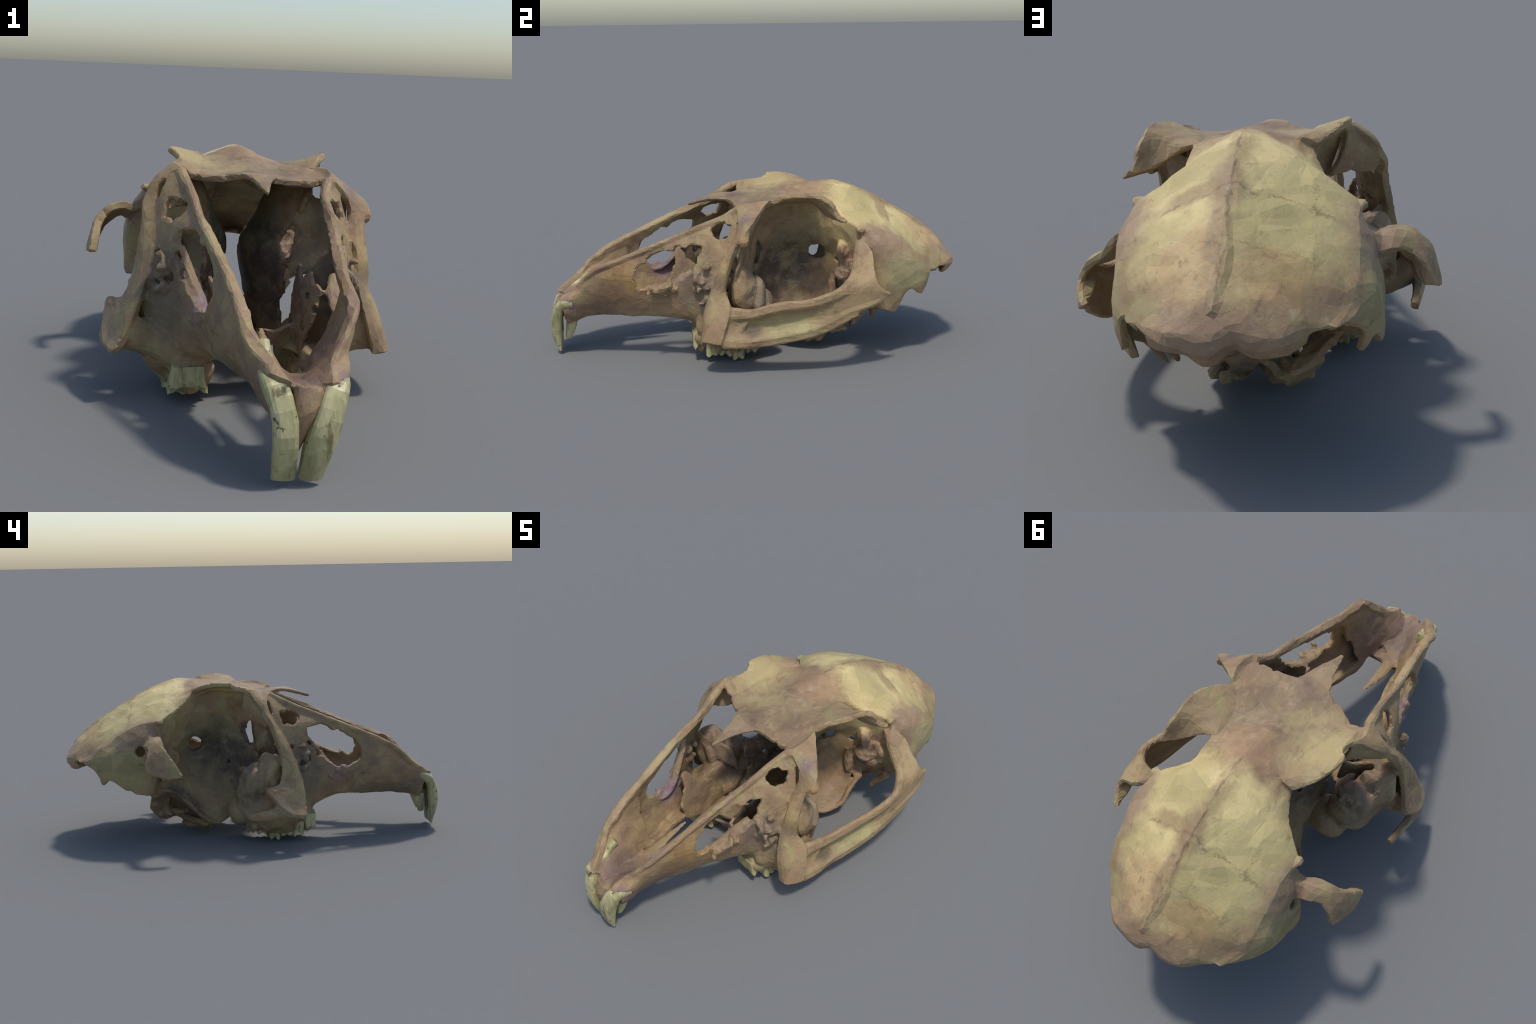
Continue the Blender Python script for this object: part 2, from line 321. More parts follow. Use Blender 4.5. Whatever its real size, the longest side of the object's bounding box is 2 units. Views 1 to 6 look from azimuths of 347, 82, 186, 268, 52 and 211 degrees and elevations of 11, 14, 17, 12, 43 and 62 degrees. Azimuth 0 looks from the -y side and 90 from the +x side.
# inner lining of the snout: slopes from the rim in to the floor, leaving a hollow socket behind it
lin_R = [[(.03, -.93, .29), (.02, -.93, .283), (.0, -.925, .275)], [(.06, -.875, .33), (.03, -.87, .295), (-.015, -.865, .27)], [(.105, -.825, .39), (.06, -.82, .32), (.0, -.82, .262)],
         [(.155, -.765, .45), (.095, -.765, .35), (.02, -.765, .255)], [(.163, -.69, .478), (.115, -.69, .37), (.035, -.69, .24)],
         [(.17, -.605, .505), (.14, -.6, .39), (.06, -.6, .235)]]
lin_L = [[(-.09, -.94, .30), (-.07, -.935, .29), (-.05, -.93, .28)], [(-.13, -.875, .36), (-.085, -.87, .31), (-.035, -.865, .27)], [(-.16, -.82, .4), (-.11, -.82, .33), (-.05, -.82, .262)],
         [(-.168, -.765, .443), (-.125, -.765, .35), (-.06, -.765, .255)], [(-.18, -.69, .49), (-.145, -.69, .37), (-.085, -.69, .24)],
         [(-.19, -.605, .527), (-.17, -.6, .4), (-.115, -.61, .232)]]
sheet(SNOUT, lin_R, thick=.016, side=-1, polys=[fen_R], rough=.006, rag=("last",), ragdepth=.03)
sheet(SNOUT, lin_L, thick=.016, side=-1, polys=[fen_L], rough=.006, rag=("last",), ragdepth=.03)
# floor of the nose: joined premaxillae, two prongs, and the palate bridge
sheet(PALATE, [
    [(-.06, -.93, .285), (-.03, -.925, .277), (.01, -.93, .275)],
    [(-.06, -.86, .278), (-.025, -.86, .270), (.01, -.86, .268)],
    [(-.075, -.77, .262), (-.02, -.77, .253), (.035, -.77, .258)],
    [(-.09, -.71, .248), (-.045, -.71, .245), (-.01, -.735, .25)],
    [(-.10, -.67, .24), (-.055, -.66, .243), (-.02, -.66, .245)]], thick=0.022, side=-1, rag=("last",), ragdepth=.06)
sheet(PALATE, [[(-.07, -.93, .2), (-.03, -.94, .2), (.03, -.93, .19)], [(-.06, -.9, .155), (-.03, -.9, .15), (.02, -.895, .145)], [(-.1, -.84, .19), (-.03, -.84, .19), (.05, -.83, .19)],
               [(-.1, -.77, .205), (-.03, -.77, .205), (.05, -.77, .205)], [(-.1, -.69, .21), (-.03, -.69, .215), (.06, -.69, .21)]], thick=0.022)
tube(PALATE, [(-.015, -.935, .27), (-.028, -.955, .22), (-.042, -.955, .16), (-.05, -.945, .09)], [.045, .036, .024, .01], flat=.6, up=(0, 1, 0))
tube(PALATE, [(-.05, -.7, .24), (-.052, -.62, .255), (-.05, -.54, .285), (-.045, -.466, .312)], [.03, .026, .018, .01], flat=.4)
sheet(PALATE, [[(-.17, -.285, .155), (-.08, -.25, .175), (.02, -.24, .185), (.1, -.265, .175), (.17, -.30, .15)],
               [(-.16, -.23, .155), (-.08, -.21, .178), (.01, -.205, .185), (.1, -.21, .175), (.16, -.23, .15)],
               [(-.155, -.14, .15), (-.07, -.14, .165), (.01, -.14, .175), (.08, -.14, .165), (.155, -.14, .145)],
               [(-.155, -.08, .145), (-.07, -.085, .16), (.01, -.09, .165), (.08, -.085, .16), (.155, -.08, .14)]], thick=0.022, rag=("last",), ragdepth=.03, rough=.008)
# torn spur that stands up from the palate on the right
sheet(PALATE, [[(-.008, -.337, .27), (-.004, -.334, .264), (0, -.33, .258)], [(.05, -.295, .258), (.05, -.285, .235), (.05, -.275, .21)], [(.1, -.27, .26), (.1, -.262, .225), (.1, -.26, .18)], [(.17, -.24, .28), (.17, -.24, .23), (.17, -.26, .16)]], thick=.018, side=0, rough=.008)

# skull base and the flanges behind the palate
sheet(PALATE, [
    [(-.13, .2, .06), (-.075, .21, .03), (-.01, .21, .06), (.06, .21, .04), (.15, .2, .07)],
    [(-.16, .25, .06), (-.07, .24, .012), (.02, .24, .055), (.085, .25, .016), (.16, .25, .06)],
    [(-.12, .33, .07), (-.055, .32, .03), (.025, .32, .085), (.09, .3, .035), (.14, .32, .08)],
    [(-.14, .45, .13), (-.08, .43, .10), (.03, .43, .16), (.12, .43, .12), (.19, .43, .175)],
    [(-.15, .53, .17), (-.09, .50, .09), (.03, .53, .22), (.13, .52, .16), (.22, .53, .175)]], thick=0.026, rag=("first", "last"), ragdepth=.035, rough=.018)
tube(PALATE, [(-.11, .13, .1), (-.15, .2, .06), (-.19, .25, .085), (-.2, .31, .145), (-.21, .40, .23), (-.24, .48, .26)], [.014, .018, .016, .014, .014, .014], shift=(0, 0, .012), flat=.8)
tube(PALATE, [(.13, .14, .1), (.15, .22, .055), (.185, .28, .078), (.198, .31, .105), (.2, .35, .165), (.205, .42, .22)], [.014, .016, .014, .013, .012, .012], shift=(0, 0, .014), flat=.8)
tube(PALATE, [(.3, .5, .25), (.255, .48, .19), (.226, .464, .142)], [.022, .018, .01])
tube(PALATE, [(.29, .55, .24), (.26, .545, .195), (.24, .533, .162)], [.018, .013, .005])
tube(PALATE, [(-.2, .52, .2), (-.14, .505, .14), (-.1, .49, .09)], [.022, .03, .014])
crumble(PALATE, (-.12, .43, .13), (.06, .1, .03), 14, .016, 5)
crumble(PALATE, (.1, .4, .11), (.08, .1, .03), 14, .016, 6)
blob(PALATE, (.03, .42, .15), (.07, .07, .04), bump=.5, f=16)
for x, y, z in ((-.06, .33, .055), (.09, .31, .055), (.14, .46, .165), (-.11, .46, .12)):
    blob(PALATE, (x, y, z), (.05, .05, .03), bump=.5, f=18)
sheet(PALATE, [[(-.222, .43, .27), (-.17, .44, .21), (-.12, .45, .15), (-.08, .45, .11)], [(-.25, .5, .28), (-.19, .505, .20), (-.13, .50, .14), (-.1, .495, .09)], [(-.255, .54, .28), (-.2, .55, .21), (-.15, .55, .17), (-.11, .54, .15)]], thick=.022, side=0, rough=.012, rag=("last",))

# ------------------------------------------------------------------ right cheekbone (whole)
up_R = [(.437, -.139, .312), (.448, -.062, .303), (.479, .015, .332), (.497, .094, .35), (.507, .176, .353), (.524, .253, .376), (.524, .332, .404), (.482, .401, .446)]
lo_R = [(.473, -.195, .148), (.478, -.113, .145), (.474, -.029, .146), (.487, .04, .156), (.5, .129, .172), (.508, .207, .19), (.515, .28, .216), (.52, .35, .252), (.518, .422, .287), (.508, .515, .312), (.474, .594, .355)]
u, l = spline(up_R, 9), spline(lo_R, 9)
rows = []
for k in range(9):
    t = k / 8
    dep = .022 * math.sin(math.pi * min(1, t * 1.6)) if t < .62 else 0
    a, b = u[k], l[k]
    out = np.array((1, -.1, 0))
    rows.append([tuple(a), tuple(a * .8 + b * .2 + .014 * out), tuple(a * .6 + b * .4 - dep * out), tuple(a * .35 + b * .65 - dep * out), tuple(a * .12 + b * .88 + .01 * out), tuple(b)])
sheet(CHEEK, rows, thick=.024, side=1)
tube(CHEEK, up_R + [(.42, .435, .48), (.36, .46, .535), (.33, .475, .58)], [.02, .017, .015, .015, .015, .015, .018, .022, .026, .03, .032], flat=.8, shift=(-.006, 0, -.012))
tube(CHEEK, lo_R[:9], [.014, .013, .013, .013, .012, .013, .013, .013, .012], shift=(-.006, 0, -.004))
sheet(CHEEK, [[(.33, .47, .60), (.365, .495, .57), (.40, .515, .535)], [(.385, .45, .5), (.415, .48, .5), (.437, .511, .494)], [(.482, .401, .446), (.486, .46, .448), (.482, .51, .457)],
              [(.524, .332, .404), (.522, .43, .405), (.498, .525, .422)], [(.527, .31, .33), (.524, .43, .35), (.499, .56, .38)], [(.521, .345, .25), (.52, .422, .287), (.507, .515, .314), (.474, .596, .352)]], thick=.022, rag=("bottom",), ragdepth=.012)
# column in front of the eye
sheet(CHEEK, [[(.265, -.1, .745), (.28, -.03, .757), (.262, .055, .765)],
    [(.32, -.095, .69), (.345, -.055, .70), (.352, -.01, .708)],
    [(.345, -.1, .645), (.385, -.085, .655), (.425, -.075, .64)],
    [(.344, -.122, .575), (.375, -.12, .595), (.40, -.105, .60)],
    [(.352, -.175, .5), (.378, -.168, .5), (.397, -.148, .5)],
    [(.351, -.2, .42), (.378, -.195, .42), (.401, -.168, .425)],
    [(.354, -.228, .36), (.385, -.218, .365), (.397, -.167, .371)],
    [(.368, -.255, .29), (.405, -.238, .3), (.435, -.15, .312)],
    [(.385, -.268, .22), (.435, -.255, .22), (.458, -.17, .24)],
    [(.405, -.273, .155), (.452, -.272, .157), (.474, -.2, .15)]], thick=.032, side=0)
sheet(CHEEK, [[(.36, -.24, .3), (.31, -.25, .27), (.25, -.29, .22)], [(.385, -.26, .22), (.33, -.25, .18), (.26, -.27, .13)], [(.42, -.26, .165), (.35, -.2, .14), (.27, -.2, .1)]], thick=.028)
sheet(CHEEK, [[(.437, -.139, .30), (.38, -.12, .27), (.33, -.1, .26)], [(.448, -.062, .29), (.40, -.06, .25), (.34, -.05, .22)], [(.46, -.1, .2), (.41, -.1, .17), (.34, -.1, .14)]], thick=.026)
blob(CHEEK, (.418, -.085, .615), (.022, .026, .032))

# left cheekbone: broken off behind the column, and its rear hook
sheet(CHEEK, [[(-.25, -.08, .775), (-.265, -.03, .785), (-.25, .03, .79)],
    [(-.33, -.075, .715), (-.343, -.05, .722), (-.335, -.02, .722)],
    [(-.34, -.105, .63), (-.365, -.09, .645), (-.382, -.078, .655)],
    [(-.35, -.155, .55), (-.375, -.13, .56), (-.386, -.10, .59)],
    [(-.364, -.2, .465), (-.39, -.175, .47), (-.405, -.13, .49)],
    [(-.392, -.235, .375), (-.42, -.21, .38), (-.42, -.14, .405)],
    [(-.425, -.252, .295), (-.455, -.21, .31), (-.45, -.12, .335)],
    [(-.465, -.258, .215), (-.49, -.18, .235), (-.495, -.06, .32)],
    [(-.49, -.258, .18), (-.52, -.175, .195), (-.515, -.11, .25)]], thick=.03, side=.6)
sheet(CHEEK, [[(-.49, -.258, .182), (-.515, -.16, .20), (-.505, -.1, .24)], [(-.49, -.13, .172), (-.508, -.11, .195), (-.50, -.09, .225)], [(-.485, -.04, .165), (-.496, -.04, .188), (-.494, -.045, .21)], [(-.482, .026, .166), (-.485, .028, .18), (-.484, .024, .192)]], thick=.03, side=0)
sheet(CHEEK, [[(-.42, -.245, .3), (-.36, -.25, .27), (-.28, -.29, .22)], [(-.45, -.25, .23), (-.38, -.24, .18), (-.29, -.27, .13)], [(-.48, -.22, .18), (-.40, -.18, .15), (-.3, -.18, .1)]], thick=.028)
sheet(CHEEK, [[(-.45, -.13, .33), (-.40, -.12, .27), (-.34, -.1, .26)], [(-.49, -.07, .31), (-.42, -.08, .24), (-.35, -.06, .22)], [(-.48, -.13, .2), (-.42, -.1, .18), (-.34, -.1, .15)]], thick=.026)
sheet(CHEEK, [[(-.30, .48, .60), (-.31, .53, .57), (-.31, .56, .53)],
    [(-.345, .475, .56), (-.355, .515, .55), (-.36, .545, .51)],
    [(-.396, .455, .572), (-.40, .5, .56), (-.395, .54, .525)],
    [(-.453, .444, .56), (-.45, .485, .545), (-.436, .518, .515)],
    [(-.497, .415, .512), (-.496, .475, .50), (-.479, .528, .475)],
    [(-.512, .375, .462), (-.515, .45, .45), (-.497, .533, .445)],
    [(-.521, .338, .405), (-.53, .43, .40), (-.503, .537, .425)],
    [(-.521, .330, .385), (-.522, .43, .388), (-.503, .537, .418)]], thick=.034, side=.3, rag=("last", "top"), ragdepth=.012)

# ------------------------------------------------------------------ tooth sockets (solid lumps over the cheek teeth)
for s, dx in ((1, 0), (-1, 0.012)):
    X = lambda x: s * x - (dx if s < 0 else 0)
    if s > 0:
        blob(SOCKET, (.245, -.12, .19), (.085, .19, .14), bump=.14, f=7)
        blob(SOCKET, (.305, -.08, .36), (.078, .062, .115), bump=.2, f=14)
        blob(SOCKET, (.285, -.015, .32), (.072, .042, .1), bump=.2, f=14)
        blob(SOCKET, (.255, .03, .27), (.062, .035, .08), bump=.2, f=14)
        blob(SOCKET, (.21, .0, .14), (.08, .10, .085), bump=.14, f=8)
    else:
        blob(SOCKET, (-.275, -.11, .185), (.108, .18, .14), bump=.22, f=11)
        blob(SOCKET, (-.335, -.085, .345), (.082, .072, .122), bump=.35, f=15)
        blob(SOCKET, (-.295, -.005, .30), (.08, .06, .105), bump=.3, f=15)
        blob(SOCKET, (-.26, .035, .25), (.075, .055, .10), bump=.3, f=15)
        blob(SOCKET, (-.2, .055, .15), (.095, .085, .085), bump=.2, f=9)
        crumble(SOCKET, (-.285, .01, .37), (.06, .06, .04), 22, .017, 3)
    for j in range(5):
        blob(SOCKET, (X((.2, .205, .21, .205, .2)[j]) - (.022 if s < 0 else 0), -.265 + .062 * j, (.11, .095, .09, .095, .105)[j]), (.078, .046, .072), bump=.35, f=18)
# rough honeycombed bone in front of the eye
crumble(SNOUT, (.305, -.255, .40), (.035, .06, .11), 34, .016, 11)
crumble(SNOUT, (.235, -.42, .355), (.02, .13, .03), 16, .014, 12)
crumble(SNOUT, (-.322, -.238, .43), (.035, .045, .1), 30, .016, 13)
crumble(SNOUT, (-.25, -.42, .355), (.02, .1, .025), 12, .013, 14)
crumble(ORBIT, (.26, .44, .41), (.06, .04, .06), 18, .018, 15)

# ================================================================== fuse
allV, allF, lab, pieceno, off = [], [], [], [], 0
for k, (label, V, F) in enumerate(PIECES):
    allV.append(V)
    allF += [tuple(i + off for i in f) for f in F]
    lab += [label] * len(V)
    off += len(V)
allV = np.vstack(allV)
me = bpy.data.meshes.new("bone_source")
me.from_pydata([tuple(v) for v in allV], [], allF)
bm = bmesh.new(); bm.from_mesh(me)
bmesh.ops.recalc_face_normals(bm, faces=bm.faces)
bm.to_mesh(me); bm.free()
src = bpy.data.objects.new("bone_source", me)
bpy.context.scene.collection.objects.link(src)
rm = src.modifiers.new("fuse", "REMESH"); rm.mode = "VOXEL"; rm.voxel_size = VOX; rm.adaptivity = 0.0
sm = src.modifiers.new("soften", "SMOOTH"); sm.factor = 0.5; sm.iterations = 3
tri = src.modifiers.new("tri", "TRIANGULATE")
de = src.modifiers.new("facet", "DECIMATE"); de.ratio = 0.065; de.use_collapse_triangulate = True
dg = bpy.context.evaluated_depsgraph_get()
fused = bpy.data.meshes.new_from_object(src.evaluated_get(dg))
bpy.data.objects.remove(src)
print("fused", len(fused.vertices), len(fused.polygons))

kd = kdtree.KDTree(len(allV))
for i, v in enumerate(allV):
    kd.insert(v, i)
kd.balance()
co = np.empty(len(fused.vertices) * 3); fused.vertices.foreach_get("co", co); co = co.reshape(-1, 3)
tris = np.array([p.vertices[:] for p in fused.polygons])
# drop loose crumbs
parent = np.arange(len(co))
def find(a):
    while parent[a] != a:
        parent[a] = parent[parent[a]]; a = parent[a]
    return a
for t in tris:
    a = find(t[0])
    for b in t[1:]:
        parent[find(b)] = a
root = np.array([find(i) for i in range(len(co))])
cnt = np.bincount(root)
okf = cnt[root[tris[:, 0]]] > 60
tris = tris[okf]
cen = co[tris].mean(1)
flab = np.array([lab[kd.find(c)[1]] for c in cen])

# ------------------------------------------------------------------ materials
def srgb(r, g, b):
    f = lambda c: c / 12.92 if c <= .04045 else ((c + .055) / 1.055) ** 2.4
    return (f(r / 255), f(g / 255), f(b / 255), 1)

class Nodes:
    def __init__(self, name):
        self.m = bpy.data.materials.new(name); self.m.use_nodes = True
        self.t = self.m.node_tree; self.n = self.t.nodes
        self.bsdf = self.n["Principled BSDF"]
        self.co = self.n.new("ShaderNodeTexCoord").outputs["Object"]
    def link(self, a, b): self.t.links.new(a, b)
    def noise(self, scale, detail=4, rough=.6, off=(0, 0, 0), stretch=(1, 1, 1), dist=0.0):
        mp = self.n.new("ShaderNodeMapping"); mp.inputs["Location"].default_value = off; mp.inputs["Scale"].default_value = stretch
        self.link(self.co, mp.inputs[0])
        t = self.n.new("ShaderNodeTexNoise"); t.inputs["Scale"].default_value = scale; t.inputs["Detail"].default_value = detail
        t.inputs["Roughness"].default_value = rough; t.inputs["Distortion"].default_value = dist
        self.link(mp.outputs[0], t.inputs["Vector"]); return t.outputs["Fac"]
    def ramp(self, fac, lo, hi):
        r = self.n.new("ShaderNodeMapRange"); r.clamp = True; r.interpolation_type = "SMOOTHSTEP"
        r.inputs["From Min"].default_value = lo; r.inputs["From Max"].default_value = hi
        self.link(fac, r.inputs["Value"]); return r.outputs["Result"]
    def math(self, op, a, b):
        m = self.n.new("ShaderNodeMath"); m.operation = op
        for i, x in enumerate((a, b)):
            if isinstance(x, (int, float)): m.inputs[i].default_value = x
            else: self.link(x, m.inputs[i])
        return m.outputs[0]
    def spot(self, c, r, soft=.6, wob=.5, f=7):
        """1 inside an ellipsoid around c, fading out, with a torn, wandering edge."""
        mp = self.n.new("ShaderNodeMapping"); mp.vector_type = "TEXTURE"
        mp.inputs["Location"].default_value = c; mp.inputs["Scale"].default_value = r
        self.link(self.co, mp.inputs[0])
        ln = self.n.new("ShaderNodeVectorMath"); ln.operation = "LENGTH"; self.link(mp.outputs[0], ln.inputs[0])
        d = self.math("ADD", ln.outputs["Value"], self.math("MULTIPLY", self.math("SUBTRACT", self.noise(f, 8, .72, c, dist=.6), .5), wob * 4))
        return self.ramp(d, 1 + soft / 2, 1 - soft / 2)
    def seam(self, axis, at, half, wob, f, along=None):
        """Thin wandering line where the coordinate `axis` is near `at`; along = (axis, lo, hi)."""
        sx = self.n.new("ShaderNodeSeparateXYZ"); self.link(self.co, sx.inputs[0])
        d = self.math("ADD", sx.outputs[axis], self.math("MULTIPLY", self.math("SUBTRACT", self.noise(f, 6, .7, (at, 1, 2)), .5), wob))
        m = self.ramp(self.math("ABSOLUTE", self.math("SUBTRACT", d, at), 0), half, half * .3)
        for a, lo, hi in along or ():
            m = self.math("MULTIPLY", m, self.math("MULTIPLY", self.ramp(sx.outputs[a], lo, lo + .03), self.ramp(sx.outputs[a], hi, hi - .03)))
        return m
    def cells(self, scale, off):
        """Flat-sided patches, one grey value each."""
        mp = self.n.new("ShaderNodeMapping"); mp.inputs["Location"].default_value = off; self.link(self.co, mp.inputs[0])
        v = self.n.new("ShaderNodeTexVoronoi"); v.inputs["Scale"].default_value = scale; self.link(mp.outputs[0], v.inputs["Vector"])
        sp = self.n.new("ShaderNodeSeparateColor"); self.link(v.outputs["Color"], sp.inputs[0]); return sp.outputs[0]
    def mix(self, fac, a, b):
        m = self.n.new("ShaderNodeMix"); m.data_type = "RGBA"
        if isinstance(fac, (int, float)): m.inputs[0].default_value = fac
        else: self.link(fac, m.inputs[0])
        for s, x in ((6, a), (7, b)):
            if isinstance(x, tuple): m.inputs[s].default_value = x
            else: self.link(x, m.inputs[s])
        return m.outputs[2]
    def finish(self, col, rough=.62, bump=.25, bscale=60, spec=.35):
        self.link(col, self.bsdf.inputs["Base Color"])
        self.bsdf.inputs["Roughness"].default_value = rough
        self.bsdf.inputs["Specular IOR Level"].default_value = spec
        b = self.n.new("ShaderNodeBump"); b.inputs["Strength"].default_value = bump; b.inputs["Distance"].default_value = .006
        self.link(self.noise(bscale, 6, .65), b.inputs["Height"]); self.link(b.outputs[0], self.bsdf.inputs["Normal"])
        return self.m

TAN, OLIVE, CREAM, PINK, DARK, PURPLE = srgb(150, 127, 92), srgb(152, 140, 96), srgb(208, 187, 132), srgb(144, 117, 88), srgb(84, 67, 51), srgb(98, 80, 92)
UMBER, GREY, BARE = srgb(116, 94, 70), srgb(112, 104, 92), srgb(184, 168, 142)

def bone():
    k = Nodes("weathered_bone")
    M = lambda a, b: k.math("MULTIPLY", a, b)
    c = k.mix(k.ramp(k.noise(3.4, 6, .62, dist=.5), .40, .62), TAN, PINK)
    c = k.mix(M(k.ramp(k.noise(8, 7, .66, (3, 1, 7), dist=.6), .50, .66), .8), c, OLIVE)
    c = k.mix(M(k.ramp(k.noise(6, 7, .68, (5, 9, 2), dist=.8), .52, .70), .75), c, UMBER)
    # pale dome of the braincase
    v = k.mix(k.ramp(k.noise(4.5, 6, .62, (8, 2, 1)), .4, .62), CREAM, srgb(184, 167, 114))
    olive_side = k.spot((-.2, .64, .62), (.24, .3, .2), .7, .2, 5)
    v = k.mix(M(olive_side, .65), v, srgb(172, 158, 106))
    c = k.mix(M(k.spot((.03, .64, .68), (.37, .33, .26), .45, .22, 6), .92), c, v)
    for p, r, col, a, w in (
        ((.12, .82, .57), (.1, .1, .12), srgb(168, 134, 96), .7, .4), ((-.10, .84, .55), (.11, .08, .1), srgb(160, 128, 86), .75, .4),
        ((.14, .615, .68), (.09, .03, .08), srgb(140, 114, 82), .8, .45), ((.045, .62, .73), (.05, .08, .06), srgb(132, 106, 80), .8, .5), ((.05, .78, .62), (.035, .2, .12), srgb(150, 124, 90), .75, .5), ((.03, .5, .78), (.03, .17, .08), srgb(140, 118, 84), .6, .5),
        ((.04, .98, .42), (.28, .07, .06), srgb(144, 118, 94), .8, .4), ((.33, .57, .57), (.08, .13, .1), srgb(140, 113, 94), .9, .3), ((-.33, .56, .57), (.09, .13, .11), srgb(136, 112, 90), .85, .3),
        ((.06, .24, .79), (.13, .11, .1), srgb(146, 114, 86), .7, .4), ((.02, -.06, .76), (.16, .2, .09), srgb(134, 113, 82), .6, .4), ((-.08, .06, .77), (.12, .1, .06), srgb(154, 140, 98), .6, .4), ((.03, -.2, .75), (.06, .14, .05), srgb(138, 116, 92), .6, .4),
        ((-.20, .12, .81), (.09, .11, .06), srgb(176, 158, 108), .75, .45), ((.1, .12, .77), (.045, .06, .05), srgb(146, 130, 100), .5, .4),
        ((-.36, .68, .42), (.05, .15, .1), srgb(148, 138, 92), .8, .4), ((.35, .70, .41), (.06, .12, .09), srgb(156, 150, 110), .7, .4),
        ((.49, .06, .23), (.06, .2, .06), srgb(156, 146, 102), .8, .4), ((.465, -.06, .21), (.04, .05, .03), srgb(82, 70, 56), .9, .4), ((.43, .1, .35), (.06, .25, .04), srgb(150, 118, 92), .6, .3),
        ((.18, -.63, .38), (.07, .11, .1), srgb(148, 116, 66), .8, .35), ((.1, -.8, .23), (.09, .14, .05), srgb(112, 92, 74), .75, .4), ((-.17, -.75, .22), (.07, .2, .05), srgb(96, 82, 68), .8, .4),
        ((.09, -.9, .27), (.03, .05, .03), srgb(110, 84, 112), .7, .4), ((-.06, -.84, .27), (.1, .12, .05), srgb(92, 76, 76), .8, .35), ((.05, -.70, .3), (.08, .12, .09), srgb(104, 88, 78), .7, .4),
        ((.30, -.28, .36), (.08, .1, .12), srgb(110, 98, 80), .85, .45), ((-.33, -.27, .38), (.09, .1, .16), srgb(106, 96, 80), .85, .45),
        ((-.22, -.38, .36), (.04, .12, .06), srgb(112, 92, 120), .7, .3), ((.35, -.07, .69), (.04, .03, .04), srgb(112, 86, 98), .7, .35),
        ((.418, -.085, .61), (.03, .03, .033), srgb(172, 134, 90), .8, .3), ((.375, -.16, .44), (.03, .04, .15), srgb(162, 134, 90), .75, .3), ((-.41, -.17, .43), (.03, .05, .16), srgb(150, 130, 92), .6, .3),
        ((.24, .42, .42), (.07, .06, .1), srgb(140, 114, 98), .7, .35), ((.15, .26, .12), (.06, .12, .08), srgb(150, 130, 106), .7, .35),
        ((.27, -.03, .33), (.08, .1, .14), srgb(142, 132, 118), .75, .35), ((-.27, -.03, .3), (.12, .12, .2), srgb(118, 106, 94), .75, .35),
        ((-.55, -.15, .2), (.1, .12, .1), srgb(130, 116, 96), .5, .3), ((.09, .2, .55), (.07, .16, .14), srgb(126, 122, 92), .7, .35), ((-.07, .2, .5), (.08, .2, .2), srgb(122, 120, 92), .7, .35)):
        c = k.mix(M(k.spot(p, r, 1.0, w, 10), a * .85), c, col)
    for p, r, col, a in (((.03, -.02, .78), (.2, .3, .08), srgb(118, 96, 78), .7), ((0, -.5, .42), (.32, .5, .25), srgb(116, 90, 84), .5), ((0, -.1, .5), (.5, .3, .3), srgb(112, 92, 76), .45)):
        c = k.mix(M(k.spot(p, r, .6, .3, 6), M(k.ramp(k.noise(8, 7, .7, p, dist=.6), .44, .62), a)), c, col)
    # cavity shade painted dark inside the nose, above the palate, behind the tooth sockets
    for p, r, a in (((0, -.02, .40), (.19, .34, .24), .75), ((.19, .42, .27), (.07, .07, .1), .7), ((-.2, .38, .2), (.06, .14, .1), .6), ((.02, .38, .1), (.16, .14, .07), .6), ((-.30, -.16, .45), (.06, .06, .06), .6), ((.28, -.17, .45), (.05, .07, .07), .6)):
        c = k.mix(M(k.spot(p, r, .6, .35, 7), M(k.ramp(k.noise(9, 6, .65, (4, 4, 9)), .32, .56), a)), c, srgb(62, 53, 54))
    # sutures: midline and the two that cross the dome
    seams = (k.seam("X", .034, .007, .05, 26, (("Y", .30, .97), ("Z", .44, 1))), k.seam("Y", .635, .008, .09, 16, (("X", -.26, .24), ("Z", .58, 1))), k.seam("Y", .80, .006, .12, 12, (("X", -.2, .16), ("Z", .5, 1))))
    for m_, a in zip(seams, (.6, .42, .28)):
        c = k.mix(M(M(m_, a), k.ramp(k.noise(14, 4, .6, (1, 8, 8)), .38, .52)), c, srgb(92, 70, 50))
    # raised rough midline beside the suture
    c = k.mix(M(M(k.seam("X", .045, .03, .07, 12, (("Y", .34, .97), ("Z", .46, 1))), .6), k.ramp(k.noise(30, 6, .75, (2, 2, 8)), .42, .6)), c, srgb(146, 120, 94))
    # facet-sized tonal steps, streaks, grain
    hsv = k.n.new("ShaderNodeHueSaturation")
    k.link(k.math("ADD", 1.0, M(k.cells(10, (.3, .1, .7)), .24)), hsv.inputs["Value"]); k.link(c, hsv.inputs["Color"]); c = hsv.outputs[0]
    c = k.mix(M(k.ramp(k.noise(36, 7, .72, (1, 5, 2), (1, .35, 1)), .54, .72), .4), c, BARE)
    c = k.mix(M(k.ramp(k.noise(17, 8, .75, (9, 3, 3), (1, .5, 1)), .54, .72), .6), c, DARK)
    c = k.mix(M(k.ramp(k.noise(75, 5, .7, (2, 6, 3)), .6, .74), .5), c, srgb(74, 60, 50))
    return k.finish(c, .6, .4, 46)

